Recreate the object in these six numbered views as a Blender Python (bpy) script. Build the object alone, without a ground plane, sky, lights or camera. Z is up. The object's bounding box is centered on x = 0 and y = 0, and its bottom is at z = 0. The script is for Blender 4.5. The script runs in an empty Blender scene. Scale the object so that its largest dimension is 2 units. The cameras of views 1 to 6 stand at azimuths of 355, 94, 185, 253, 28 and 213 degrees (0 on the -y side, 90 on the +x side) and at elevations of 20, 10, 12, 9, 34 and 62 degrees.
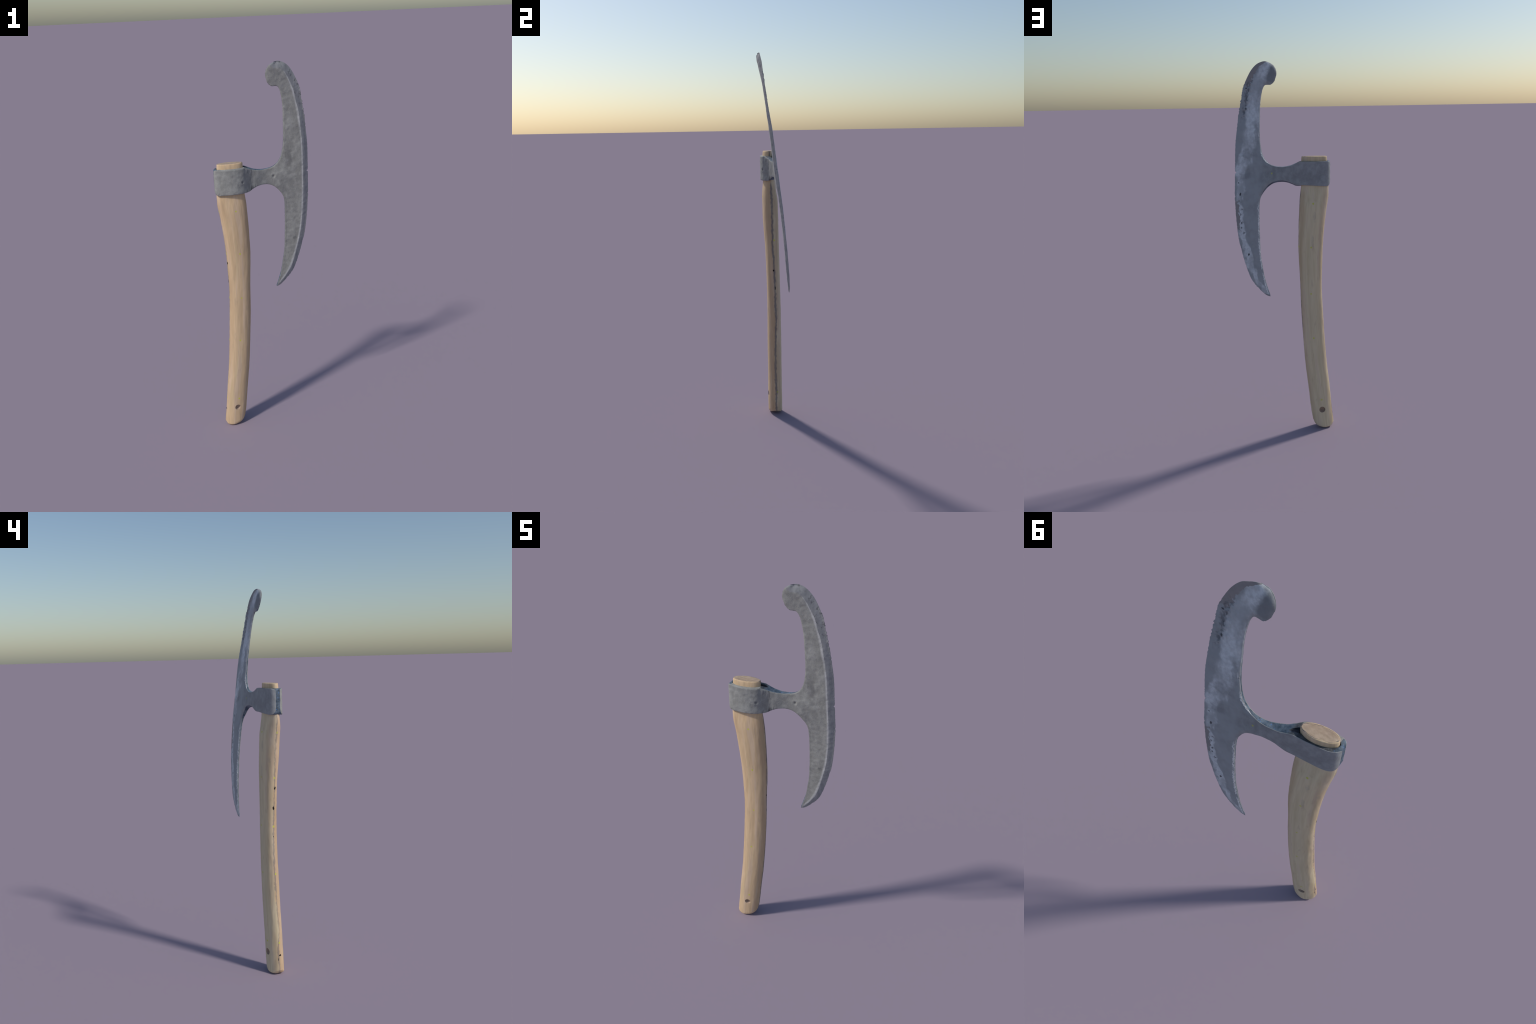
# Hand-forged bearded broad axe standing on the end of its wooden handle.
import bpy, bmesh, math, random
import numpy as np
from mathutils import Vector, noise
from mathutils.geometry import delaunay_2d_cdt

random.seed(7)
rng = np.random.default_rng(7)

# ------------------------------------------------------------------ helpers
def pchip(xs, ys):
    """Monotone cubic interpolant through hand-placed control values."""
    xs = np.asarray(xs, float); ys = np.asarray(ys, float)
    h = np.diff(xs); d = np.diff(ys) / h
    m = np.zeros_like(ys)
    for i in range(1, len(xs) - 1):
        if d[i-1] * d[i] > 0:
            w1 = 2*h[i] + h[i-1]; w2 = h[i] + 2*h[i-1]
            m[i] = (w1 + w2) / (w1/d[i-1] + w2/d[i])
    m[0], m[-1] = d[0], d[-1]
    def f(x):
        x = np.clip(np.asarray(x, float), xs[0], xs[-1])
        k = np.clip(np.searchsorted(xs, x) - 1, 0, len(xs) - 2)
        t = (x - xs[k]) / h[k]
        return ((2*t**3 - 3*t**2 + 1)*ys[k] + (t**3 - 2*t**2 + t)*h[k]*m[k]
                + (-2*t**3 + 3*t**2)*ys[k+1] + (t**3 - t**2)*h[k]*m[k+1])
    return f

def smooth(e0, e1, x):
    t = np.clip((np.asarray(x, float) - e0) / (e1 - e0), 0, 1)
    return t*t*(3 - 2*t)

def curve_points(ctrl, step):
    """Centripetal Catmull-Rom through control points, resampled evenly."""
    c = [np.array(p, float) for p in ctrl]
    c = [2*c[0] - c[1]] + c + [2*c[-1] - c[-2]]
    out = []
    for i in range(1, len(c) - 2):
        p0, p1, p2, p3 = c[i-1:i+3]
        t0 = 0; t1 = t0 + np.linalg.norm(p1-p0)**.5; t2 = t1 + np.linalg.norm(p2-p1)**.5; t3 = t2 + np.linalg.norm(p3-p2)**.5
        for t in np.linspace(t1, t2, 24, endpoint=False):
            a1 = (t1-t)/(t1-t0)*p0 + (t-t0)/(t1-t0)*p1
            a2 = (t2-t)/(t2-t1)*p1 + (t-t1)/(t2-t1)*p2
            a3 = (t3-t)/(t3-t2)*p2 + (t-t2)/(t3-t2)*p3
            b1 = (t2-t)/(t2-t0)*a1 + (t-t0)/(t2-t0)*a2
            b2 = (t3-t)/(t3-t1)*a2 + (t-t1)/(t3-t1)*a3
            out.append((t2-t)/(t2-t1)*b1 + (t-t1)/(t2-t1)*b2)
    out.append(c[-2])
    out = np.array(out)
    s = np.concatenate([[0], np.cumsum(np.linalg.norm(np.diff(out, axis=0), axis=1))])
    n = max(2, int(round(s[-1] / step)))
    t = np.linspace(0, s[-1], n + 1)
    return np.stack([np.interp(t, s, out[:, k]) for k in range(2)], 1)

def dist_polyline(P, L):
    """Distance from points to a polyline."""
    A, Bv = L[:-1], np.diff(L, axis=0)
    best = np.full(len(P), 1e9)
    bb = (Bv**2).sum(1) + 1e-18
    for a, b, q in zip(A, Bv, bb):
        t = np.clip(((P - a) @ b) / q, 0, 1)
        best = np.minimum(best, ((P - a - t[:, None]*b)**2).sum(1))
    return np.sqrt(best)

def inside(P, poly):
    x, y = P[:, 0], P[:, 1]
    r = np.zeros(len(P), bool)
    for (x0, y0), (x1, y1) in zip(poly, np.roll(poly, -1, 0)):
        c = ((y0 > y) != (y1 > y))
        with np.errstate(divide='ignore', invalid='ignore'):
            r ^= c & (x < (x1 - x0) * (y - y0) / (y1 - y0 + 1e-18) + x0)
    return r

def nz(x, y, z, s, seed=0.0):
    return noise.noise(Vector((x*s + seed, y*s - seed, z*s + 2*seed)))

# ------------------------------------------------------------------ shader helpers
class Nodes:
    def __init__(self, name):
        self.mat = bpy.data.materials.new(name)
        self.mat.use_nodes = True
        self.t = self.mat.node_tree
        self.bsdf = self.t.nodes["Principled BSDF"]
        co = self.t.nodes.new("ShaderNodeTexCoord")
        self.obj = co.outputs["Object"]
        sp = self.t.nodes.new("ShaderNodeSeparateXYZ")
        self.link(self.obj, sp.inputs[0])
        self.x, self.y, self.z = sp.outputs
    def link(self, a, b): self.t.links.new(a, b)
    def put(self, sock, v):
        if isinstance(v, bpy.types.NodeSocket): self.link(v, sock)
        else: sock.default_value = v
    def math(self, op, a, b=0.0, c=None, clamp=False):
        n = self.t.nodes.new("ShaderNodeMath"); n.operation = op; n.use_clamp = clamp
        self.put(n.inputs[0], a); self.put(n.inputs[1], b)
        if c is not None: self.put(n.inputs[2], c)
        return n.outputs[0]
    def ramp(self, v, lo, hi, a=0.0, b=1.0):
        n = self.t.nodes.new("ShaderNodeMapRange"); n.interpolation_type = 'SMOOTHSTEP'
        self.put(n.inputs["Value"], v)
        for k, q in (("From Min", lo), ("From Max", hi), ("To Min", a), ("To Max", b)): n.inputs[k].default_value = q
        return n.outputs[0]
    def noise(self, scale, detail=3.0, stretch=(1, 1, 1), rough=.55, off=(0, 0, 0), distort=0.0):
        m = self.t.nodes.new("ShaderNodeMapping")
        m.inputs["Scale"].default_value = stretch; m.inputs["Location"].default_value = off
        self.link(self.obj, m.inputs["Vector"])
        n = self.t.nodes.new("ShaderNodeTexNoise")
        n.inputs["Scale"].default_value = scale; n.inputs["Detail"].default_value = detail
        n.inputs["Roughness"].default_value = rough; n.inputs["Distortion"].default_value = distort
        self.link(m.outputs[0], n.inputs["Vector"])
        return n.outputs["Fac"]
    def mix(self, fac, a, b, kind='MIX'):
        n = self.t.nodes.new("ShaderNodeMix"); n.data_type = 'RGBA'; n.blend_type = kind
        self.put(n.inputs[0], fac)
        for s, v in ((n.inputs[6], a), (n.inputs[7], b)):
            if isinstance(v, bpy.types.NodeSocket): self.link(v, s)
            else: s.default_value = (*v, 1)
        return n.outputs[2]
    def along(self, pts):
        """x given by a curve of height z (used to follow the blade's outline)."""
        n = self.t.nodes.new("ShaderNodeFloatCurve")
        cv = n.mapping.curves[0]
        pts = sorted(pts)
        uv = [(z/2.0, x + .5) for z, x in pts]
        cv.points[0].location = uv[0]; cv.points[1].location = uv[-1]
        for p in uv[1:-1]: cv.points.new(*p)
        n.mapping.update()
        self.link(self.math('MULTIPLY', self.z, .5), n.inputs["Value"])
        return self.math('SUBTRACT', n.outputs[0], .5)
    def spot(self, centre, size):
        """1 inside a small ellipsoidal mark, 0 outside."""
        m = self.t.nodes.new("ShaderNodeVectorMath"); m.operation = 'SUBTRACT'
        self.link(self.obj, m.inputs[0]); m.inputs[1].default_value = centre
        d = self.t.nodes.new("ShaderNodeVectorMath"); d.operation = 'DIVIDE'
        self.link(m.outputs[0], d.inputs[0]); d.inputs[1].default_value = size
        l = self.t.nodes.new("ShaderNodeVectorMath"); l.operation = 'LENGTH'
        self.link(d.outputs[0], l.inputs[0])
        return l.outputs["Value"]
    def spots(self, marks, wobble=None, soft=.45):
        r = None
        for c, s in marks:
            v = self.spot(c, s)
            r = v if r is None else self.math('MINIMUM', r, v)
        if wobble is not None: r = self.math('ADD', r, wobble)
        return self.math('SUBTRACT', 1.0, self.ramp(r, 1.0 - soft, 1.0 + soft*.4))
    def bump(self, h, strength, dist):
        b = self.t.nodes.new("ShaderNodeBump")
        b.inputs["Strength"].default_value = strength; b.inputs["Distance"].default_value = dist
        self.link(h, b.inputs["Height"]); self.link(b.outputs[0], self.bsdf.inputs["Normal"])
    def done(self, colour, rough=.7, spec=.25):
        self.put(self.bsdf.inputs["Base Color"], colour if isinstance(colour, bpy.types.NodeSocket) else (*colour, 1))
        self.put(self.bsdf.inputs["Roughness"], rough)
        self.bsdf.inputs["Specular IOR Level"].default_value = spec
        return self.mat

# blade guide lines (height z -> x), shared by geometry and materials
EDGE_GUIDE = [(.785, .085), (.824, .132), (.874, .173), (.966, .207), (1.099, .240), (1.26, .254), (1.472, .254),
              (1.607, .249), (1.704, .237), (1.812, .219), (1.912, .191), (1.957, .165), (1.984, .14), (2.0, .10)]
INNER_GUIDE = [(.785, .078), (.834, .093), (.934, .114), (1.069, .127), (1.2, .129), (1.28, .128), (1.341, .101), (1.40, .03),
               (1.455, .03), (1.49, .088), (1.531, .112), (1.605, .125), (1.72, .1235), (1.838, .115), (1.88, .098)]

# ------------------------------------------------------------------ materials
def steel_base(n, tint=(1, 1, 1), gain=1.0):
    big = n.noise(14, 4, (1, 1, .7)); mid = n.noise(45, 4, (1, 1, .8), off=(3, 1, 2)); fine = n.noise(240, 2)
    lo = tuple(.218*gain*t for t in tint); hi = tuple(.322*gain*t for t in tint)
    f = n.math('ADD', n.math('MULTIPLY', big, .36), n.math('MULTIPLY', mid, .50))
    f = n.math('ADD', f, n.math('MULTIPLY', fine, .14))
    f = n.ramp(f, .34, .70)
    return n.mix(f, lo, hi), n.math('ADD', n.math('MULTIPLY', mid, .7), n.math('MULTIPLY', fine, .3))

def make_steel_front():
    n = Nodes("forged_steel")
    col, h = steel_base(n, (1.03, 1.035, .985), 1.06)
    # highlight painted in paler steel along the ridge where the bevel starts
    ridge = n.along([(z, x - w) for (z, x), w in zip(EDGE_GUIDE, (.006, .022, .028, .026, .029, .029, .029, .029, .031, .032, .036, .034, .038, .02))])
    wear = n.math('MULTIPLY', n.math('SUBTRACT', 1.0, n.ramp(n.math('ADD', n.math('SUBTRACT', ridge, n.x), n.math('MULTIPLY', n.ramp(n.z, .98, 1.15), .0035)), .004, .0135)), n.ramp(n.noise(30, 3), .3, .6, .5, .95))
    wear = n.math('MULTIPLY', wear, n.ramp(n.x, .05, .09))
    col = n.mix(wear, col, (.54, .54, .535))
    # polished blotches on the flat and dark forging scratches near the neck
    scr = n.ramp(n.noise(70, 2, (1, 1, .18), off=(0, 0, 5)), .55, .68)
    zone = n.math('MULTIPLY', n.ramp(n.x, -.10, -.06), n.math('SUBTRACT', 1.0, n.ramp(n.x, -.045, .0)))
    col = n.mix(n.math('MULTIPLY', scr, n.math('MULTIPLY', zone, .85)), col, (.06, .06, .063))
    dk = n.spots([((.15, 0.03, 1.515), (.022, .2, .06)), ((.185, .05, 1.065), (.012, .2, .010)), ((.12, .02, 1.63), (.01, .2, .03))],
                 n.ramp(n.noise(50, 3), .2, .8, -.35, .35))
    col = n.mix(n.math('MULTIPLY', dk, .45), col, (.10, .10, .105))
    pit = n.spots([((.0695, .0, 1.4265), (.0062, .1, .0062)), ((-.0965, -.06, 1.4175), (.0045, .1, .0075))], n.ramp(n.noise(110, 3), .2, .8, -.3, .3))
    col = n.mix(n.math('MULTIPLY', pit, .6), col, (.10, .10, .105))
    di = n.math('SUBTRACT', n.x, n.along(INNER_GUIDE))
    strip = n.math('MULTIPLY', n.math('SUBTRACT', 1.0, n.ramp(n.math('ADD', di, n.ramp(n.noise(40, 3), .2, .8, -.004, .004)), .007, .014)), n.ramp(n.z, 1.36, 1.28))
    col = n.mix(n.math('MULTIPLY', strip, .35), col, (.15, .155, .16))
    lt = n.spots([((.175, 0.03, 1.425), (.02, .2, .008)), ((.16, .0, 1.70), (.02, .2, .05)), ((.14, .0, 1.50), (.01, .2, .02))],
                 n.ramp(n.noise(60, 3), .2, .8, -.4, .4), .6)
    col = n.mix(n.math('MULTIPLY', lt, .4), col, (.36, .36, .355))
    n.bump(h, .6, .004)
    return n.done(col, n.ramp(h, .3, .7, .58, .78), .3)

def make_steel_back():
    n = Nodes("weathered_steel")
    col, h = steel_base(n, (.98, 1.02, 1.04), 1.10)
    pale = n.math('MULTIPLY', n.ramp(n.math('ADD', n.x, n.ramp(n.noise(12, 4, off=(3, 9, 9)), .2, .8, -.05, .05)), .06, .15), n.ramp(n.noise(18, 5, off=(1, 4, 7)), .25, .6, .35, 1.0))
    col = n.mix(n.math('MULTIPLY', pale, .6), col, (.40, .425, .445))
    edge = n.along(EDGE_GUIDE)
    d = n.math('SUBTRACT', edge, n.x)
    wob = n.ramp(n.noise(26, 5, (1, 1, .5)), .2, .8, -.018, .018)
    # light ground band: down the middle of the upper arm, then along the edge
    centre = n.along([(.785, .10), (.83, .115), (.874, .145), (.966, .178), (1.099, .213), (1.26, .233), (1.40, .225), (1.49, .205), (1.6, .165), (1.7, .165), (1.8, .160), (1.9, .130), (1.96, .10), (2.0, .08)])
    db = n.math('ABSOLUTE', n.math('ADD', n.math('SUBTRACT', n.x, centre), wob))
    width = n.ramp(n.z, 1.2, 1.6, .018, .044)
    band = n.math('SUBTRACT', 1.0, n.ramp(n.math('DIVIDE', db, width), .45, 1.05))
    band = n.math('MULTIPLY', band, n.ramp(n.noise(20, 5, (1, 1, .6), off=(5, 2, 1)), .32, .62, .25, 1.0))
    band = n.math('MULTIPLY', band, n.ramp(n.x, .01, .06))
    grit = n.ramp(n.noise(75, 6, off=(8, 8, 2)), .30, .65, .62, 1.0)
    col = n.mix(n.math('MULTIPLY', n.math('MULTIPLY', band, grit), .95), col, (.70, .73, .75))
    # dark cloud where the arm meets the body, dark round knob
    dk = n.spots([((.185, .02, 1.53), (.035, .3, .03)), ((.065, -.05, 1.935), (.033, .3, .045)), ((.20, .03, 1.42), (.028, .3, .02)), ((.14, .0, 1.63), (.016, .3, .05))],
                 n.ramp(n.noise(40, 4), .2, .8, -.4, .4), .5)
    col = n.mix(n.math('MULTIPLY', dk, .42), col, (.19, .20, .215))
    # brown-grey scale left along the outer rim, with a dark ragged border
    rag = n.ramp(n.noise(55, 5), .15, .85, -.012, .012)
    dd = n.math('ADD', d, rag)
    up = n.math('MULTIPLY', n.math('SUBTRACT', 1.0, n.ramp(dd, .026, .029)), n.ramp(n.math('ADD', n.z, n.math('MULTIPLY', rag, 2.0)), 1.875, 1.885))
    low = n.math('MULTIPLY', n.math('SUBTRACT', 1.0, n.ramp(dd, .017, .019)),
                 n.math('MULTIPLY', n.ramp(n.math('ADD', n.z, n.math('MULTIPLY', rag, 3.0)), 1.135, 1.145), n.math('SUBTRACT', 1.0, n.ramp(n.math('ADD', n.z, rag), 1.288, 1.296))))
    scale = n.math('MAXIMUM', up, low)
    col = n.mix(scale, col, n.mix(n.noise(90, 3), (.26, .245, .245), (.33, .31, .305)))
    # corroded pits along the upper rim and below the scale
    line = n.math('SUBTRACT', 1.0, n.ramp(n.math('ABSOLUTE', n.math('SUBTRACT', dd, .029)), .002, .007))
    zone = n.math('MAXIMUM', n.math('MULTIPLY', n.ramp(n.z, 1.69, 1.72), n.math('SUBTRACT', 1.0, n.ramp(n.z, 1.90, 1.93))),
                  n.math('MULTIPLY', n.ramp(n.z, 1.09, 1.11), n.math('SUBTRACT', 1.0, n.ramp(n.z, 1.26, 1.30))))
    pit = n.math('MULTIPLY', n.math('MULTIPLY', line, zone), n.ramp(n.noise(60, 5, off=(1, 7, 3)), .50, .64))
    crust = n.math('MULTIPLY', n.math('SUBTRACT', 1.0, n.ramp(n.math('ABSOLUTE', n.math('SUBTRACT', dd, .024)), .004, .016)), n.math('MULTIPLY', n.ramp(n.z, 1.68, 1.73), n.math('SUBTRACT', 1.0, n.ramp(n.z, 1.90, 1.94))))
    crust = n.math('MULTIPLY', crust, n.ramp(n.noise(55, 5, (1, 1, .7), off=(2, 5, 5)), .40, .60))
    col = n.mix(n.math('MULTIPLY', crust, .7), col, (.12, .125, .14))
    sp = n.spots([((.228, .06, 1.325), (.006, .3, .009)), ((.236, .05, 1.385), (.003, .3, .004)), ((.187, .08, 1.01), (.005, .3, .007)),
                  ((.193, 0, 1.865), (.005, .3, .005))], n.ramp(n.noise(120, 3), .2, .8, -.35, .35))
    col = n.mix(n.math('MAXIMUM', n.math('MULTIPLY', pit, .95), sp), col, (.075, .08, .09))
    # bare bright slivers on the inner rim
    inner = n.along(INNER_GUIDE)
    di = n.math('ADD', n.math('SUBTRACT', n.x, inner), n.ramp(n.noise(130, 3), .2, .8, -.003, .003))
    sl = n.math('MULTIPLY', n.ramp(di, .0018, .0030), n.math('SUBTRACT', 1.0, n.ramp(di, .0062, .0080)))
    sl = n.math('MULTIPLY', sl, n.ramp(n.noise(45, 3, (1, 1, .30), off=(2, 2, 8)), .40, .50))
    sl = n.math('MULTIPLY', sl, n.math('MAXIMUM', n.math('SUBTRACT', 1.0, n.ramp(n.z, 1.24, 1.30)), n.math('MULTIPLY', n.ramp(n.z, 1.47, 1.49), n.math('SUBTRACT', 1.0, n.ramp(n.z, 1.60, 1.66)))))
    col = n.mix(sl, col, (.78, .78, .76))
    # small yellow paint dot
    dot = n.spots([((.063, .024, 1.432), (.0055, .05, .006))], n.ramp(n.noise(150, 2), .2, .8, -.25, .25))
    col = n.mix(n.math('MULTIPLY', dot, .85), col, (.48, .48, .14))
    n.bump(h, .45, .003)
    return n.done(col, n.ramp(h, .3, .7, .55, .75), .3)

def make_bevel_steel():
    n = Nodes("ground_steel")
    col, h = steel_base(n, (.98, 1.0, 1.02))
    streak = n.ramp(n.noise(60, 3, (1, 1, .15)), .35, .65)
    col = n.mix(streak, n.mix(.5, col, (.25, .255, .265)), n.mix(.5, col, (.34, .345, .355)))
    glint = n.ramp(n.noise(85, 4, (1, 1, .3), off=(4, 4, 4)), .72, .76)
    col = n.mix(glint, col, (.60, .61, .62))
    rust = n.math('MULTIPLY', n.ramp(n.noise(65, 4, off=(9, 1, 4)), .56, .66), n.ramp(n.z, 1.74, 1.82))
    col = n.mix(n.math('MULTIPLY', rust, .6), col, (.10, .10, .105))
    n.bump(h, .5, .003)
    return n.done(col, .65, .3)

def make_rim_steel():
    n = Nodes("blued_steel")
    f = n.ramp(n.noise(38, 5), .3, .7); g = n.ramp(n.noise(120, 4, off=(3, 3, 3)), .60, .72)
    col = n.mix(f, (.045, .07, .10), (.14, .185, .235))
    col = n.mix(n.math('MULTIPLY', g, .8), col, (.10, .25, .55))
    seat = n.math('MULTIPLY', n.math('MULTIPLY', n.ramp(n.x, -.228, -.212), n.math('SUBTRACT', 1.0, n.ramp(n.x, -.075, -.055))), n.ramp(n.z, 1.455, 1.47))  # socket top colour darkened to show the shadow in the recess round the plug
    col = n.mix(n.math('MULTIPLY', seat, .85), col, n.mix(f, (.035, .037, .04), (.105, .105, .105)))
    blk = n.ramp(n.noise(70, 4, off=(6, 0, 2)), .66, .72)
    col = n.mix(blk, col, (.015, .018, .022))
    n.bump(n.noise(90, 4), .6, .004)
    return n.done(col, .6, .3)

def make_eye_steel():
    n = Nodes("dark_steel")
    return n.done(n.mix(n.noise(40, 3), (.04, .045, .055), (.10, .105, .12)), .8, .2)

DOT_Z = (1.27, 1.036, .782, .532, .17)
def make_wood():
    n = Nodes("ash_wood")
    bend = n.along([(0, -.2016), (.06, -.1965), (.2, -.1814), (.4, -.1611), (.6, -.1457), (.8, -.1369), (1.0, -.1344), (1.15, -.1411), (1.25, -.1495), (1.36, -.1576), (1.52, -.155)])
    gx = n.math('SUBTRACT', n.x, bend)
    # grain runs along the handle, following its bend
    comb = n.t.nodes.new("ShaderNodeCombineXYZ")
    n.link(gx, comb.inputs[0]); n.link(n.y, comb.inputs[1]); n.link(n.math('MULTIPLY', n.z, .06), comb.inputs[2])
    def grain(scale, detail, off):
        m = n.t.nodes.new("ShaderNodeMapping"); m.inputs["Location"].default_value = off
        n.link(comb.outputs[0], m.inputs["Vector"])
        t = n.t.nodes.new("ShaderNodeTexNoise"); t.inputs["Scale"].default_value = scale; t.inputs["Detail"].default_value = detail
        n.link(m.outputs[0], t.inputs["Vector"]); return t.outputs["Fac"]
    broad = grain(38, 3, (1, 2, 3)); thin = grain(150, 4, (4, 0, 1)); dust = n.noise(60, 4, (1, 1, .25), off=(2, 8, 1))
    f = n.math('ADD', n.math('MULTIPLY', broad, .6), n.math('MULTIPLY', thin, .4))
    t = n.ramp(f, .30, .70)
    wob = n.ramp(n.noise(16, 5, (1, 1, .6)), .2, .8, -.010, .010)
    seam_l = n.along([(0, -.027), (.1, -.023), (.25, -.033), (.45, -.026), (.75, -.026), (.95, -.036), (1.15, -.039), (1.3, -.046), (1.52, -.046)])
    seam_r = n.along([(0, -.012), (.3, -.009), (.75, -.005), (.95, -.013), (1.2, -.017), (1.35, -.02), (1.52, -.02)])
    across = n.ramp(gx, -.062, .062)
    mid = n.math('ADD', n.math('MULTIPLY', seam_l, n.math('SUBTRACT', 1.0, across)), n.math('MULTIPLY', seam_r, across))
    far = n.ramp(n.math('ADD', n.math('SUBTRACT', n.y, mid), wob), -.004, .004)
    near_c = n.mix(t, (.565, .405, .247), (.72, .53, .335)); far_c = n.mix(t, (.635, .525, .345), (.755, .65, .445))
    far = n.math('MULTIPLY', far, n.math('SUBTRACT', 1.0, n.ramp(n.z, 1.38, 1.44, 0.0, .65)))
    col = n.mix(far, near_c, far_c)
    col = n.mix(n.math('MULTIPLY', n.ramp(broad, .50, .62), .38), col, (.62, .475, .375))
    col = n.mix(n.math('MULTIPLY', n.ramp(grain(60, 2, (7, 7, 0)), .55, .70), .30), col, (.58, .49, .29))
    col = n.mix(n.math('MULTIPLY', n.ramp(dust, .57, .72), .30), col, (.44, .33, .23))
    # narrow flanks tinted brown: baked-in darkness beside the seam
    baked_shade = n.math('MULTIPLY', n.ramp(n.math('ABSOLUTE', gx), .030, .054), n.ramp(n.noise(22, 4, (1, 1, .25), off=(3, 1, 6)), .25, .60, .08, .42))
    col = n.mix(n.math('MULTIPLY', baked_shade, n.math('SUBTRACT', 1.0, n.ramp(n.z, 1.30, 1.36))), col, (.42, .275, .165))
    # dark grey lines down both narrow flanks
    fwob = n.math('ADD', n.ramp(n.noise(9, 2, (1, 1, .5)), .2, .8, -.003, .003), n.ramp(n.noise(80, 4, (1, 1, .5)), .2, .8, -.0035, .0035))
    def flank(seam, side, w0, w1, lo, hi):
        d = n.math('ABSOLUTE', n.math('ADD', n.math('SUBTRACT', n.y, seam), fwob))
        m = n.math('SUBTRACT', 1.0, n.ramp(d, w0, w1))
        s = n.ramp(n.math('MULTIPLY', gx, side), .034, .044)
        m = n.math('MULTIPLY', m, s)
        return n.math('MULTIPLY', m, n.ramp(n.noise(9, 4, (1, 1, .5), off=(side, 3, 3)), .3, .55, lo, hi))
    col = n.mix(n.math('MULTIPLY', flank(seam_r, 1.0, .0015, .0085, .35, .75), n.math('SUBTRACT', 1.0, n.ramp(n.z, 1.33, 1.36))), col, (.12, .12, .145))
    col = n.mix(n.math('MULTIPLY', flank(seam_l, -1.0, .002, .0055, .0, .60), n.math('SUBTRACT', 1.0, n.ramp(n.z, 1.40, 1.44))), col, (.19, .18, .18))
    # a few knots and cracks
    holes = n.spots([((-.195, -.040, .982), (.012, .005, .009)), ((-.194, -.031, .878), (.012, .005, .011)), ((-.197, -.027, .73), (.01, .002, .004)),
                     ((-.249, -.033, .103), (.012, .006, .006)), ((-.253, -.022, .082), (.01, .002, .008)), ((-.078, -.012, .869), (.012, .005, .0055)),
                     ((-.083, -.005, .768), (.012, .0022, .013)), ((-.140, -.018, .04), (.01, .0025, .003))],
                    n.ramp(n.noise(150, 3), .2, .8, -.4, .4), .3)
    col = n.mix(holes, col, (.012, .010, .009))
    split = n.spots([((-.088, -.027, 1.502), (.009, .0026, .02))], n.ramp(n.noise(90, 3), .2, .8, -.3, .3))
    col = n.mix(n.math('MULTIPLY', split, .8), col, (.07, .075, .09))
    # faint grey bruises on the rear face
    br = n.spots([((-.158, .01, 1.20), (.008, .02, .03)), ((-.147, .02, 1.07), (.008, .02, .035)), ((-.195, .0, 1.13), (.006, .03, .015))], n.ramp(n.noise(70, 3), .2, .8, -.5, .5), .7)
    col = n.mix(n.math('MULTIPLY', br, .22), col, (.26, .25, .24))
    # yellow-green paint dots in rows along the faces
    fx = (-.138, -.127, -.130, -.150, -.175); bx = (-.151, -.140, -.138, -.151, -.193); sx = (-.220, -.197, -.195, -.208, -.241)
    s = .0052
    dots = [((x, -.062, z), (s, .03, s*1.15)) for x, z in zip(fx, DOT_Z)] + [((x, .014, z), (s, .02, s*1.15)) for x, z in zip(bx, DOT_Z)]
    dots += [((x, y, z), (.02, s, s*1.3)) for x, y, z in zip(sx, (-.048, -.037, -.03, -.031, -.032), DOT_Z)] + [((-.074, -.007, 1.038), (.02, s, s*1.15)), ((-.131, -.003, .147), (.02, .004, .005))]
    dm = n.spots(dots, n.ramp(n.noise(140, 2), .2, .8, -.3, .3), .55)
    col = n.mix(n.math('MULTIPLY', dm, .8), col, (.58, .60, .06))
    # thin joint line round the top of the plug
    rx = n.math('DIVIDE', n.math('ADD', n.x, .155), .064); rxy = n.math('SUBTRACT', n.y, n.math('MULTIPLY', n.math('ADD', n.x, .155), .155))
    ry = n.math('DIVIDE', n.math('ADD', rxy, .0365), .0250)
    rr = n.math('SQRT', n.math('ADD', n.math('MULTIPLY', rx, rx), n.math('MULTIPLY', ry, ry)))
    rr = n.math('ADD', rr, n.ramp(n.noise(50, 3), .2, .8, -.06, .06))
    top = n.ramp(n.z, 1.5125, 1.514)
    ln = n.math('MULTIPLY', n.math('SUBTRACT', 1.0, n.ramp(n.math('ABSOLUTE', n.math('SUBTRACT', rr, .98)), .02, .06)), top)
    heart = n.math('MULTIPLY', n.math('SUBTRACT', 1.0, n.ramp(rr, .85, 1.0)), top)
    col = n.mix(n.math('MULTIPLY', heart, .75), col, n.mix(n.ramp(n.noise(60, 5, (.5, 1, 1)), .3, .7), (.29, .215, .165), (.45, .345, .27)))
    col = n.mix(n.math('MULTIPLY', ln, n.ramp(n.noise(30, 2), .3, .6, .35, .85)), col, (.09, .09, .12))
    n.bump(n.math('ADD', n.math('MULTIPLY', thin, .6), n.math('MULTIPLY', dust, .4)), .25, .003)
    return n.done(col, .75, .2)

def make_hole_wood():
    n = Nodes("dark_wood")
    return n.done(n.mix(n.noise(50, 3), (.34, .24, .175), (.47, .36, .28)), .85, .15)

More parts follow.
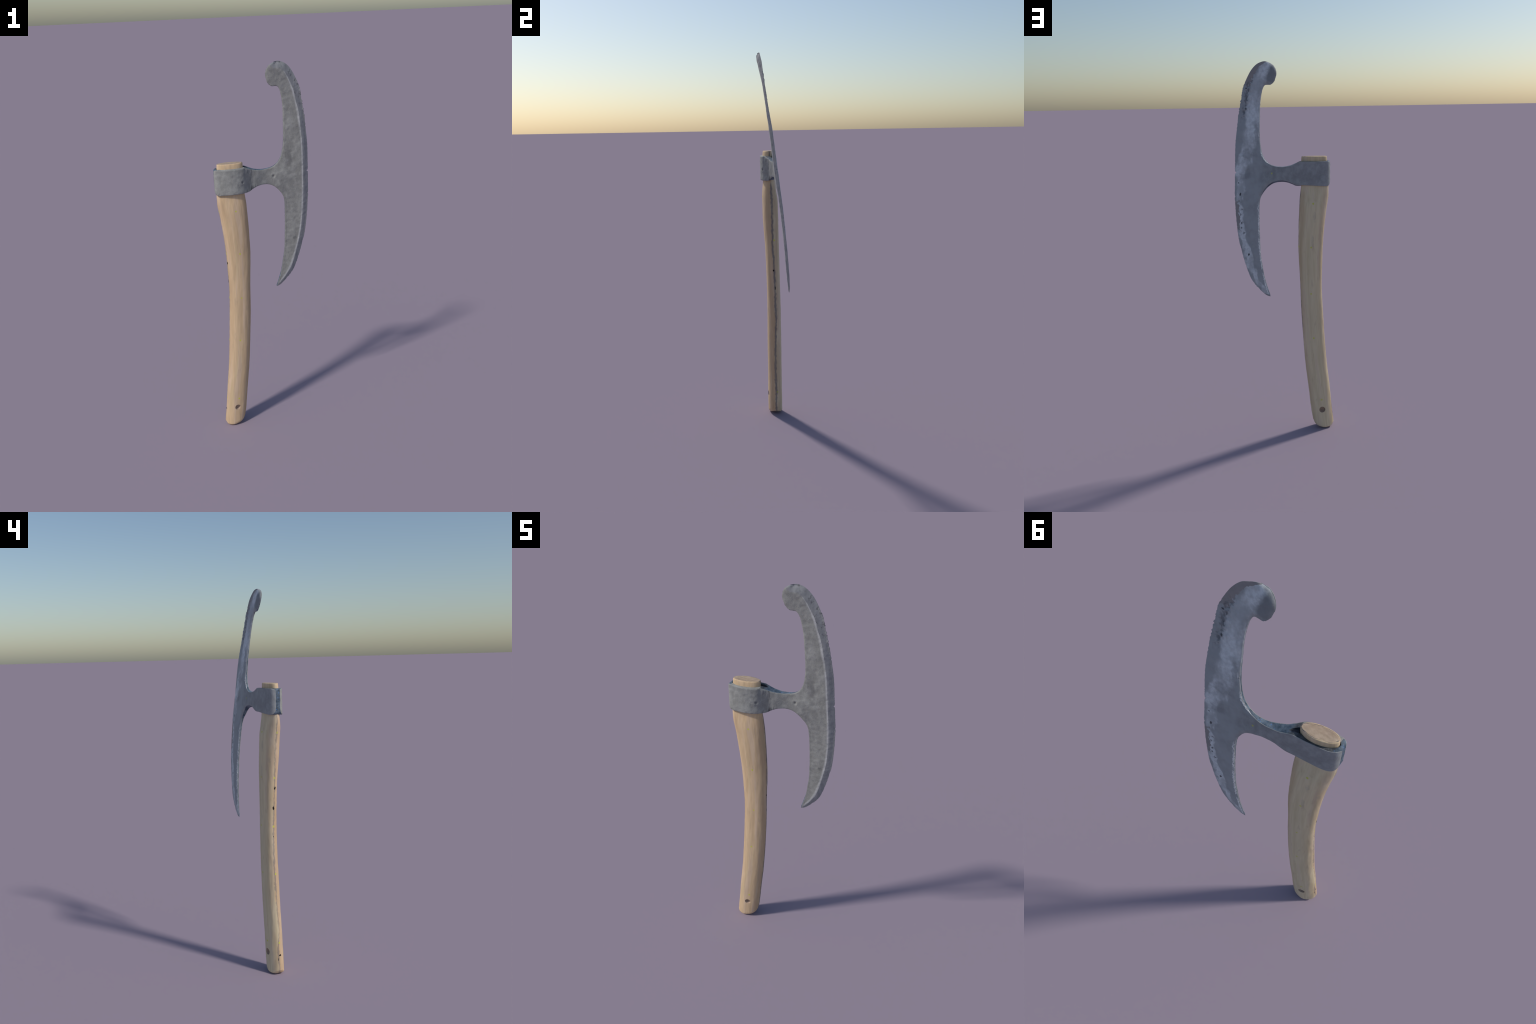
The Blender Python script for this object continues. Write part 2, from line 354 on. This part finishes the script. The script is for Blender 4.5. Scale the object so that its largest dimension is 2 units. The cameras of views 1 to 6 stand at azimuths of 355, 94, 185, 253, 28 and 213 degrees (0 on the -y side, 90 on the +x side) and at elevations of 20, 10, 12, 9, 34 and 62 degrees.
# ------------------------------------------------------------------ handle
Z_KEYS = [0.0, .06, .2, .4, .6, .8, 1.0, 1.15, 1.25, 1.3, 1.36, 1.42, 1.485, 1.515]
CX = [-.2025, -.1952, -.1819, -.1605, -.1460, -.1366, -.1344, -.1408, -.1492, -.1543, -.1578, -.1565, -.1550, -.1550]
CY = [-.0193, -.0194, -.0190, -.0174, -.0164, -.0181, -.0226, -.0283, -.0313, -.0349, -.0360, -.0370, -.0373, -.0365]
HA = [.0577, .0603, .0593, .0593, .0591, .0583, .0647, .0696, .0736, .0762, .0732, .0700, .0680, .0665]
HB = [.0381, .0386, .0375, .0379, .0368, .0360, .0374, .0413, .0411, .0364, .0300, .0295, .0305, .0292]
ROT = [.261, .268, .265, .235, .214, .200, .190, .208, .203, .200, .190, .170, .160, .160]
hk = [pchip(Z_KEYS, v) for v in (CX, CY, HA, HB, ROT)]
foot = pchip([-.30, -.257, -.245, -.215, -.185, -.157, -.142, -.12], [.030, .016, .005, 0.0, .006, .020, .038, .056])

def handle_ring(z, scale=1.0, lift=0.0, n=112):
    cx, cy, a, b, rot = [float(f(z)) for f in hk]
    ring = []
    flat = 1 - float(smooth(1.30, 1.42, z))
    for i in range(n):
        t = 2*math.pi*i/n
        c, s = math.cos(t), math.sin(t)
        e = 1.95 if s > 0 else 2.25                  # flatter near face, rounder far face
        px = math.copysign(abs(c)**(2/e), c); py = math.copysign(abs(s)**(2/e), s)
        dx, dy = a*scale*px, (b - a*(1 - scale))*py if scale > .8 else b*scale*py
        if z > 1.40 and c > 0:                      # plug tapers to a point toward the blade
            dy *= 1 - .22*c**4*float(smooth(1.40, 1.48, z))
        x = cx + dx*math.cos(rot) - dy*math.sin(rot); y = cy + dx*math.sin(rot) + dy*math.cos(rot)
        zz = z + lift
        h = .17
        if z < h:
            f0 = float(foot(x)) + .10*max(0, abs(y - cy) - .020)
            zz = f0 + lift + (z/h)*(h - f0)
        k = .0011*flat*scale
        w = nz(x, y, z*.12, 38, 3.1) + .6*nz(x, y, z*.35, 70, 8.2)
        x += k*w*px; y += k*w*py
        ring.append((x, y, max(zz, 0.0)))
    return ring

def build_handle(mat, hole_mat):
    rings = []
    r = .010
    for k in (.04, .3, .55, .78):                   # foot face, then rounded rim
        rings.append(handle_ring(0, k, 0.0))
    for t in np.linspace(0, math.pi/2, 5):
        rings.append(handle_ring(0, 1 - (r/.055)*(1 - math.sin(t)), r*(1 - math.cos(t))))
    rings += [handle_ring(z) for z in np.linspace(.012, 1.509, 210)]
    for t in np.linspace(.3, math.pi/2, 4):         # eased plug top
        rings.append(handle_ring(1.515, 1 - .06*(1 - math.cos(t)), -.005*(1 - math.sin(t))))
    for k in (.78, .5, .25, .04):
        rings.append([(x, y, z) for x, y, z in handle_ring(1.515, k, 0.0)])
    bm = bmesh.new()
    V = [[bm.verts.new(p) for p in ring] for ring in rings]
    n = len(V[0])
    for a, b in zip(V[:-1], V[1:]):
        for i in range(n):
            bm.faces.new((a[i], a[(i+1) % n], b[(i+1) % n], b[i]))
    bm.faces.new(V[0][::-1]); bm.faces.new(V[-1])
    bmesh.ops.recalc_face_normals(bm, faces=bm.faces)
    me = bpy.data.meshes.new("handle"); bm.to_mesh(me); bm.free()
    ob = bpy.data.objects.new("handle", me); bpy.context.scene.collection.objects.link(ob)
    me.materials.append(mat); me.materials.append(hole_mat)
    # hanging hole: a countersunk pocket from each face
    for y0, sgn, x0, z0 in ((-.0605, 1, -.183, .116), (.0195, -1, -.1985, .1115)):
        cut = lathe_cutter([(.0, .016), (.0095, .016), (.0132, .012), (.0146, .006), (.0168, .002), (.0210, -.006)], (x0, y0, z0), sgn)
        cut.data.materials.append(mat); cut.data.materials.append(hole_mat)
        for p in cut.data.polygons: p.material_index = 1
        boolean(ob, cut)
    return ob

def lathe_cutter(profile, origin, sgn, n=32):
    bm = bmesh.new(); rows = []
    for rad, d in profile[1:]:
        rows.append([bm.verts.new((origin[0] + rad*math.cos(2*math.pi*i/n), origin[1] + sgn*d, origin[2] + rad*math.sin(2*math.pi*i/n))) for i in range(n)])
    for a, b in zip(rows[:-1], rows[1:]):
        for i in range(n): bm.faces.new((a[i], a[(i+1) % n], b[(i+1) % n], b[i]))
    bm.faces.new(rows[0]); bm.faces.new(rows[-1])
    bmesh.ops.recalc_face_normals(bm, faces=bm.faces)
    me = bpy.data.meshes.new("cutter"); bm.to_mesh(me); bm.free()
    ob = bpy.data.objects.new("cutter", me); bpy.context.scene.collection.objects.link(ob)
    return ob

def prism_cutter(plan, z0, z1):
    bm = bmesh.new()
    lo = [bm.verts.new((x, y, z0)) for x, y in plan]; hi = [bm.verts.new((x, y, z1)) for x, y in plan]
    n = len(plan)
    for i in range(n): bm.faces.new((lo[i], lo[(i+1) % n], hi[(i+1) % n], hi[i]))
    bm.faces.new(lo[::-1]); bm.faces.new(hi)
    bmesh.ops.recalc_face_normals(bm, faces=bm.faces)
    me = bpy.data.meshes.new("cutter"); bm.to_mesh(me); bm.free()
    ob = bpy.data.objects.new("cutter", me); bpy.context.scene.collection.objects.link(ob)
    return ob

def boolean(ob, cut):
    m = ob.modifiers.new("cut", 'BOOLEAN'); m.operation = 'DIFFERENCE'; m.object = cut; m.solver = 'EXACT'
    if hasattr(m, "material_mode"): m.material_mode = 'TRANSFER'
    dg = bpy.context.evaluated_depsgraph_get(); dg.update()
    new = bpy.data.meshes.new_from_object(ob.evaluated_get(dg))
    ob.modifiers.clear()
    old = ob.data; ob.data = new; new.name = ob.name
    bpy.data.meshes.remove(old)
    me = cut.data; bpy.data.objects.remove(cut); bpy.data.meshes.remove(me)

# ------------------------------------------------------------------ axe head
# outline of the head in the x-z plane, as four curves between its corners
OUTER = [(.068, 1.8815), (.052, 1.895), (.040, 1.927), (.0395, 1.948), (.052, 1.976), (.074, 1.993), (.098, 2.0), (.121, 1.995), (.142, 1.984), (.167, 1.957),
         (.192, 1.912), (.213, 1.860), (.220, 1.812), (.229, 1.766), (.238, 1.704), (.244, 1.649), (.2495, 1.607), (.2525, 1.535), (.2545, 1.472), (.256, 1.375),
         (.2565, 1.324), (.2545, 1.26), (.2495, 1.182), (.240, 1.099), (.224, 1.029), (.207, .966), (.1905, .9155), (.173, .8755), (.1525, .8470), (.130, .8205), (.1125, .8035), (.098, .7910), (.087, .7858), (.0765, .7825)]
LOWER = [(.0765, .7825), (.093, .834), (.1045, .875), (.114, .934), (.1235, .999), (.127, 1.069), (.129, 1.135), (.1295, 1.2), (.129, 1.26), (.1245, 1.301),
         (.115, 1.322), (.101, 1.342), (.082, 1.362), (.058, 1.3775), (.026, 1.3845), (-.010, 1.3815), (-.038, 1.371), (-.058, 1.3605), (-.074, 1.3580)]
SOCKET = [(-.074, 1.3580), (-.12, 1.3580), (-.19, 1.3580), (-.220, 1.3585), (-.2315, 1.3625), (-.237, 1.374), (-.2385, 1.40), (-.2385, 1.45), (-.2385, 1.477), (-.2365, 1.486), (-.229, 1.4890), (-.19, 1.4895), (-.12, 1.4895), (-.080, 1.4890)]
UPPER = [(-.080, 1.4890), (-.056, 1.4785), (-.033, 1.4695), (.003, 1.4640), (.032, 1.4655), (.064, 1.4735), (.0865, 1.4885), (.1025, 1.5085), (.1125, 1.531),
         (.120, 1.566), (.1245, 1.605), (.125, 1.66), (.124, 1.72), (.122, 1.79), (.115, 1.838), (.108, 1.864), (.0985, 1.8795), (.085, 1.8815), (.068, 1.8815)]

edge_y = pchip([.785, .824, .874, .966, 1.03, 1.10, 1.182, 1.26, 1.324, 1.375, 1.472, 1.535, 1.607, 1.65, 1.704, 1.766, 1.812, 1.86, 1.912, 1.957, 1.985, 2.0],
               [.0805, .0830, .0832, .0795, .0755, .070, .063, .055, .047, .040, .028, .021, .012, .006, -.003, -.012, -.019, -.026, -.034, -.042, -.048, -.051])
edge_x = pchip([z for z, x in EDGE_GUIDE], [x for z, x in EDGE_GUIDE])
thick = pchip([.78, .795, .83, .94, 1.1, 1.26, 1.4, 1.5, 1.66, 1.75, 1.82, 1.91, 1.98, 2.0],
              [.0035, .0065, .011, .0145, .014, .016, .017, .0175, .016, .0140, .0145, .0180, .0210, .0210])
bevel_w = pchip([.78, .825, .90, 1.1, 1.5, 1.75, 1.86, 1.93, 2.0], [.005, .0155, .022, .0265, .028, .027, .034, .034, .030])
plan_front = pchip([-.2385, -.235, -.230, -.222, -.205, -.185, -.160, -.130, -.094, -.075, -.055, -.042, -.02, 0, .04, .072],
                   [-.0655, -.0710, -.0748, -.0780, -.0808, -.0825, -.0825, -.0775, -.0645, -.0500, -.0340, -.0265, -.0195, -.0145, -.006, .001])
plan_back = pchip([-.2385, -.236, -.231, -.222, -.205, -.19, -.168, -.136, -.093, -.07, -.027, .02, .063, .10],
                  [-.038, -.0305, -.0225, -.0145, -.0070, -.0035, -.0003, .004, .0078, .0100, .0160, .0200, .0240, .027])

def build_head(mats):
    def ragged(P, amp, seed):
        """chip a cutting edge: irregular nicks pushed inward"""
        T = np.gradient(P, axis=0); N = np.stack([-T[:, 1], T[:, 0]], 1); N /= np.linalg.norm(N, axis=1)[:, None]
        s = np.arange(len(P))
        fine = np.convolve(rng.uniform(-1, 1, len(P)), np.ones(2)/2, 'same')
        mid = np.convolve(rng.uniform(-1, 1, len(P)), np.hanning(11)/4, 'same')
        gate = np.array([.35 + 1.3*max(0, nz(p[0], 1, p[1], 11, seed)) for p in P])
        j = (np.maximum(mid, -.1)*.42 + .50*fine)*gate
        k = 1 - smooth(1.90, 1.95, P[:, 1])
        return P, N, j*amp*k
    outer = curve_points(OUTER, .0026)
    P, N, j = ragged(outer, .0062, 4.0)
    cen = outer.mean(0)
    inward = np.sign(((np.array([.12, 1.4]) - outer)*N).sum(1)); inward[inward == 0] = 1
    N = N * np.median(inward[len(N)//4: 3*len(N)//4])
    j[:3] = 0; j[-30:] *= np.linspace(1, 0, 30)**1.5
    nick = np.exp(-((outer[:, 1] - 1.4375)/.0035)**2)*(outer[:, 0] > .2)*.0075     # one deep nick
    outer_r = outer + N*(j + nick)[:, None]
    lower = curve_points(LOWER, .004); socket = curve_points(SOCKET, .0035); upper = curve_points(UPPER, .004)
    other = np.concatenate([lower, socket[1:], upper[1:]])
    poly = np.concatenate([outer_r[:-1], lower[:-1], socket[:-1], upper[:-1]])
    n_out = len(outer_r) - 1
    # ring + fill points
    T = np.roll(poly, -1, 0) - np.roll(poly, 1, 0)
    NN = np.stack([-T[:, 1], T[:, 0]], 1); NN /= np.linalg.norm(NN, axis=1)[:, None] + 1e-12
    area = 0.5*np.sum(poly[:, 0]*np.roll(poly[:, 1], -1) - np.roll(poly[:, 0], -1)*poly[:, 1])
    if area < 0: NN = -NN
    cand = []
    for d in (.0008, .002, .004, .0075, .0125):
        cand.append((poly + NN*d, d))
    closed = np.vstack([poly, poly[:1]])
    acc = []
    cell = {}
    def try_add(p, gap):
        gx, gy = int(math.floor(p[0]/.006)), int(math.floor(p[1]/.006))
        for a in (-1, 0, 1):
            for b in (-1, 0, 1):
                for q in cell.get((gx+a, gy+b), ()):
                    if (q[0]-p[0])**2 + (q[1]-p[1])**2 < gap*gap: return
        cell.setdefault((gx, gy), []).append(p); acc.append(p)
    # crisp line where the bevel begins
    W = bevel_w(outer[:, 1])
    for k in (1.0, .86, 1.14, .5):
        R = outer + N*(W*k)[:, None]
        R = R[(dist_polyline(R, outer) > W*k*.97) & (outer[:, 0] > .06) & inside(R, poly)]
        R = R[dist_polyline(R, other) > .004]
        for p in R: try_add(tuple(p), .0018 if k == 1.0 else .0022)
    for R, d in cand:
        ok = inside(R, poly)
        R = R[ok]; R = R[dist_polyline(R, closed) > d*.93]
        for p in R: try_add(tuple(p), min(.0026, .6*max(d, .0012)))
    gx = np.arange(-.24, .26, .0048); gz = np.arange(.78, 2.0, .0048)
    G = np.array([(x + (.0024 if i % 2 else 0), z) for i, z in enumerate(gz) for x in gx])
    G = G[inside(G, poly)]; G = G[dist_polyline(G, closed) > .003]
    for p in G: try_add(tuple(p + rng.uniform(-.0005, .0005, 2)), .0040)
    pts = [Vector(p) for p in poly] + [Vector(p) for p in acc]
    nb = len(poly)
    edges = [(i, (i+1) % nb) for i in range(nb)]
    vs, es, fs, ov, oe, of = delaunay_2d_cdt(pts, edges, [], 1, 1e-7)
    Q = np.array([[v.x, v.y] for v in vs])
    X, Zc = Q[:, 0], Q[:, 1]
    # ---- surfaces
    k0 = int(np.argmax((outer[:, 0] >= .088) & (outer[:, 1] > 1.99)))      # the ground edge starts on top of the hook
    d_rim = dist_polyline(Q, outer_r)
    d_low = np.minimum(dist_polyline(Q, lower), dist_polyline(Q, socket[:int(len(socket)*.45)]))
    d_out = dist_polyline(Q, outer[k0:])
    d_oth = np.minimum(dist_polyline(Q, other), dist_polyline(Q, outer[:k0+1]))
    hub = .0075*np.exp(-((X - .085)/.055)**2 - ((Zc - 1.385)/.075)**2)
    yb_blade = edge_y(Zc) + .05*(X - edge_x(Zc))
    yf_blade = yb_blade - thick(Zc) - hub
    blade_only = np.maximum(smooth(1.50, 1.55, Zc), 1 - smooth(1.28, 1.34, Zc))
    blend = np.maximum(smooth(-.035, .095, X), blade_only)
    twist = -.06*(Zc - 1.42)*np.exp(-((X + .03)/.06)**2)
    yf = (plan_front(X) + twist)*(1 - blend) + yf_blade*blend
    bb = np.maximum(smooth(-.03, .085, X), blade_only)
    
    yb = (plan_back(X) - .035*(Zc - 1.42)*smooth(-.12, -.02, X))*(1 - bb) + yb_blade*bb
    # the ground bevel on the near face runs down to a thin edge; round hook has none
    w = bevel_w(Zc)
    on = np.where(Zc > 1.80, smooth(.060, .105, X), 1.0)
    t = np.clip(d_out/w, 0, 1)
    th_full = yb - yf
    vary = np.array([nz(x, 0, z, 9, 21) for x, z in Q])
    lin = .08 + .92*d_out/(w*(1 + .12*vary))
    kk = np.clip(.5 + .5*(1 - lin)/.30, 0, 1)                       # worn, softly rounded ridge
    prof = lin*kk + (1 - kk) - .30*kk*(1 - kk)
    th = th_full*(prof*on + (1 - on))
    isb = blend > .5
    yf = np.where(isb, yb - th, yf)
    # the far face falls away toward the inner rim
    yb = yb - .0055*(1 - np.clip(dist_polyline(Q, np.concatenate([lower, upper]))/.017, 0, 1))**1.3*isb*smooth(.05, .10, X)
    # on the far face a slight secondary facet
    facet = .0008*(1 - smooth(.0, 1.0, d_out/.022))*on*isb
    yb = yb - facet
    # rounded arrises on every other edge, and around the hook
    def arris(d, r): return r*(1 - np.sqrt(np.clip(1 - (1 - np.clip(d/r, 0, 1))**2, 0, 1)))
    d_round = d_oth
    r0 = np.where(X < -.06, np.where((Zc > 1.44) & (X > -.21), .0060, .0040), .0035)
    r0 = np.minimum(r0, .45*(yb - yf) + 1e-5)
    cut = arris(d_round, r0)
    cutb = arris(d_round, np.minimum(r0, np.where(X < -.06, .002, .0025)))
    yf = yf + cut; yb = yb - cutb
    # the hook thins toward its rim like a lens
    hook = smooth(1.875, 1.905, Zc)*(1 - smooth(.075, .125, X))
    lens = .0050*(1 - np.clip(np.minimum(d_round, d_rim)/.024, 0, 1))**2*hook
    shift = .0032*(1 - smooth(.075, .17, X))*smooth(1.84, 1.93, Zc) + .0015*smooth(1.94, 1.99, Zc)   # the hook is bent toward the near side
    yf = yf + .5*lens - shift; yb = yb - 1.8*lens - shift
    # the far face is hollowed along the upper arm
    yb = yb - .0026*smooth(1.64, 1.80, Zc)*smooth(.008, .030, d_out)*isb
    # ---- forging relief, dents, pits
    for i in range(len(Q)):
        x, z = X[i], Zc[i]
        r = .0012*nz(x, 1, z, 22, 1) + .0009*nz(x, 2, z, 60, 2) + .0004*nz(x, 2, z, 140, 6)
        f = min(1.0, d_out[i]/.012) if x > .06 else 1.0
        yf[i] += r*f
        def crater(cx, cz, rad, deep):
            q = math.hypot(x - cx, z - cz)/rad
            return deep*math.exp(-q**2*1.6) - .35*deep*math.exp(-((q - 1.35)/.35)**2)
        yf[i] += crater(.072, 1.425, .0085, .0045) + crater(-.094, 1.418, .007, .0032) + crater(-.118, 1.405, .0045, .003) + crater(-.112, 1.443, .0045, .002) + crater(-.128, 1.395, .004, .002) + crater(-.10, 1.40, .0035, .002) + crater(-.145, 1.45, .006, .0014) + crater(-.215, 1.365, .005, .002) + crater(.155, 1.545, .007, .0010) + crater(.18, 1.065, .006, .0012) + crater(.185, 1.41, .006, .0012) + crater(-.20, 1.43, .006, .001)
        if -.125 < x < -.03:                                   # vertical forging folds beside the eye
            v = nz(x, 5, z*.22, 120, 3)
            yf[i] += .0034*max(0, v - .05)*math.exp(-((x + .058)/.026)**2)*2
        r2 = .0011*nz(x, 9, z, 20, 5) + .0008*nz(x, 8, z, 55, 7) + .0004*nz(x, 2, z, 140, 9)
        yb[i] += r2*f*(1 if x > -.03 else .5)
        if x > .1 and on[i] > .3:                              # corroded rim, upper arm
            zone = float(smooth(1.69, 1.74, z))*(1 - float(smooth(1.90, 1.94, z)))
            dd = d_out[i] + .010*nz(x, 0, z, 45, 2)
            p = max(0, nz(x, 0, z, 70, 12) + .15); lump = nz(x, 4, z, 48, 17) + .7*nz(x, 4, z, 105, 18)
            yb[i] -= zone*(.0045*p*math.exp(-((dd - .028)/.008)**2) + .0013*(dd < .028) + .0025*lump*(1 - float(smooth(.045, .065, d_out[i]))))
            zone = float(smooth(1.10, 1.13, z))*(1 - float(smooth(1.29, 1.31, z)))
            yb[i] -= zone*(.0026*p*math.exp(-((dd - .021)/.006)**2) + .0010*(dd < .019))
    # never let the faces cross
    gap = np.where(d_rim < 1e-6, .0012, .0018)
    yf = np.minimum(yf, yb - gap)
    # underside of eye and neck is undercut: its far edge sits about 1 cm higher
    dz = .0095*(1 - smooth(.0, .05, d_low))*np.clip((X + .236)/.14, 0, 1)*(1 - smooth(.095, .135, X))*(Zc < 1.43)
    # ---- mesh: far face, near face, rim wall with two inner rows
    nV = len(Q)
    verts = [(x, y, z) for x, y, z in zip(X, yf, Zc)] + [(x, y, z) for x, y, z in zip(X, yb, Zc + dz)]
    faces, mat_i, tag = [], [], []
    cxm = lambda f: (sum(X[i] for i in f)/len(f), sum(Zc[i] for i in f)/len(f))
    for f in fs:
        cx, cz = cxm(f); dm = sum(d_out[i]/w[i] for i in f)/len(f)
        bev = dm < 1.0 and cx > .055
        f = list(f)
        a = (X[f[1]]-X[f[0]])*(Zc[f[2]]-Zc[f[0]]) - (X[f[2]]-X[f[0]])*(Zc[f[1]]-Zc[f[0]])
        if a < 0: f = f[::-1]
        part = "socket" if cx < -.05 else "neck" if cx < .055 else "cutting_edge" if bev else "blade"
        faces.append(f); mat_i.append(2 if bev else 0); tag.append(part)              # near side faces -y
        faces.append([i + nV for i in f[::-1]]); mat_i.append(1)
        tag.append("socket" if cx < -.05 else "neck" if cx < .055 else "blade")
    # boundary loop, following input order
    loop = []
    where = {}
    for k, src in enumerate(ov):
        for s in src:
            if s < nb: where[s] = k
    loop = [where[i] for i in range(nb)]
    n = len(loop)
    is_outer = [k0 <= i < n_out for i in range(nb)]
    rows = [loop]
    for k in (1/3, 2/3):
        row = []
        for q, i in enumerate(loop):
            amp = 0.0 if is_outer[q] else .0011
            jx, jz = amp*nz(X[i], k*9, Zc[i], 80, 5), amp*nz(X[i], k*9, Zc[i], 80, 15)
            verts.append((X[i] + jx, yf[i]*(1-k) + yb[i]*k, Zc[i] + k*dz[i] + jz)); row.append(len(verts) - 1)
        rows.append(row)
    rows.append([i + nV for i in loop])
    for a, b in zip(rows[:-1], rows[1:]):
        for q in range(n):
            q2 = (q+1) % n
            faces.append([a[q], b[q], b[q2], a[q2]] if area > 0 else [a[q], a[q2], b[q2], b[q]])
            cx = X[loop[q]]
            outer_side = k0 <= q < n_out
            lip = -.222 < cx < -.085 and Zc[loop[q]] > 1.47 and a is rows[0]
            mat_i.append(2 if outer_side else 0 if lip else 3)
            tag.append("cutting_edge" if outer_side else "socket" if cx < -.05 else "neck" if cx < .055 else "blade")
    me = bpy.data.meshes.new("head"); me.from_pydata(verts, [], faces)
    for m in mats: me.materials.append(m)
    me.polygons.foreach_set("material_index", mat_i)
    names = ["socket", "neck", "blade", "cutting_edge"]
    at = me.attributes.new("part", 'INT', 'FACE'); at.data.foreach_set("value", [names.index(s) for s in tag])
    bm = bmesh.new(); bm.from_mesh(me); bmesh.ops.recalc_face_normals(bm, faces=bm.faces)
    bm.to_mesh(me); bm.free()
    ob = bpy.data.objects.new("head", me); bpy.context.scene.collection.objects.link(ob)
    # eye: oval hole for the wood, then the pointed gap where the two straps meet
    eye = []
    for i in range(48):
        t = 2*math.pi*i/48; c, s = math.cos(t), math.sin(t)
        px = .0705*c; py = .0300*s
        eye.append((-.1560 + px*.985 - py*.17, -.0370 + px*.17 + py*.985))
    def dark(c):
        for m in mats: c.data.materials.append(m)
        for p in c.data.polygons: p.material_index = 4
        return c
    boolean(ob, dark(prism_cutter(eye, 1.30, 1.55)))
    gap = [(-.105, -.036), (-.088, -.030), (-.072, -.0215), (-.062, -.0130), (-.058, -.0075), (-.060, -.0050), (-.072, -.0055), (-.105, -.012)]
    boolean(ob, dark(prism_cutter(gap, 1.479, 1.55)))
    ob.data.polygons.foreach_set("use_smooth", [True]*len(ob.data.polygons))
    ob.data.set_sharp_from_angle(angle=math.radians(38))
    # ---- separate into named regions that share border vertices and normals
    src = ob.data
    part = np.zeros(len(src.polygons), int); src.attributes["part"].data.foreach_get("value", part)
    cn = np.zeros(len(src.loops)*3); src.corner_normals.foreach_get("vector", cn); cn = cn.reshape(-1, 3)
    out = []
    for k, name in enumerate(names):
        used, fcs, nrm, mi = {}, [], [], []
        for p in src.polygons:
            c = p.center
            pk = part[p.index]
            if p.material_index == 4: pk = 0
            if pk != k: continue
            fcs.append([used.setdefault(v, len(used)) for v in p.vertices]); mi.append(p.material_index)
            nrm += [cn[l] for l in p.loop_indices]
        m = bpy.data.meshes.new(name)
        m.from_pydata([src.vertices[v].co for v in used], [], fcs)
        for q in mats: m.materials.append(q)
        m.polygons.foreach_set("material_index", mi); m.polygons.foreach_set("use_smooth", [True]*len(fcs))
        m.normals_split_custom_set([tuple(v) for v in nrm])
        o = bpy.data.objects.new(name, m); bpy.context.scene.collection.objects.link(o); out.append(o)
    bpy.data.objects.remove(ob); bpy.data.meshes.remove(src)
    return out

# ------------------------------------------------------------------ assemble
root = bpy.data.objects.new("broad_axe", None)
root["label"] = "old forged axe with long curved blade and pale wooden handle"
root["category"] = "axe"
bpy.context.scene.collection.objects.link(root)

handle = build_handle(make_wood(), make_hole_wood())
handle.data.polygons.foreach_set("use_smooth", [True]*len(handle.data.polygons))
handle.data.set_sharp_from_angle(angle=math.radians(45))
head = build_head([make_steel_front(), make_steel_back(), make_bevel_steel(), make_rim_steel(), make_eye_steel()])
for o in [handle] + head:
    o.parent = root
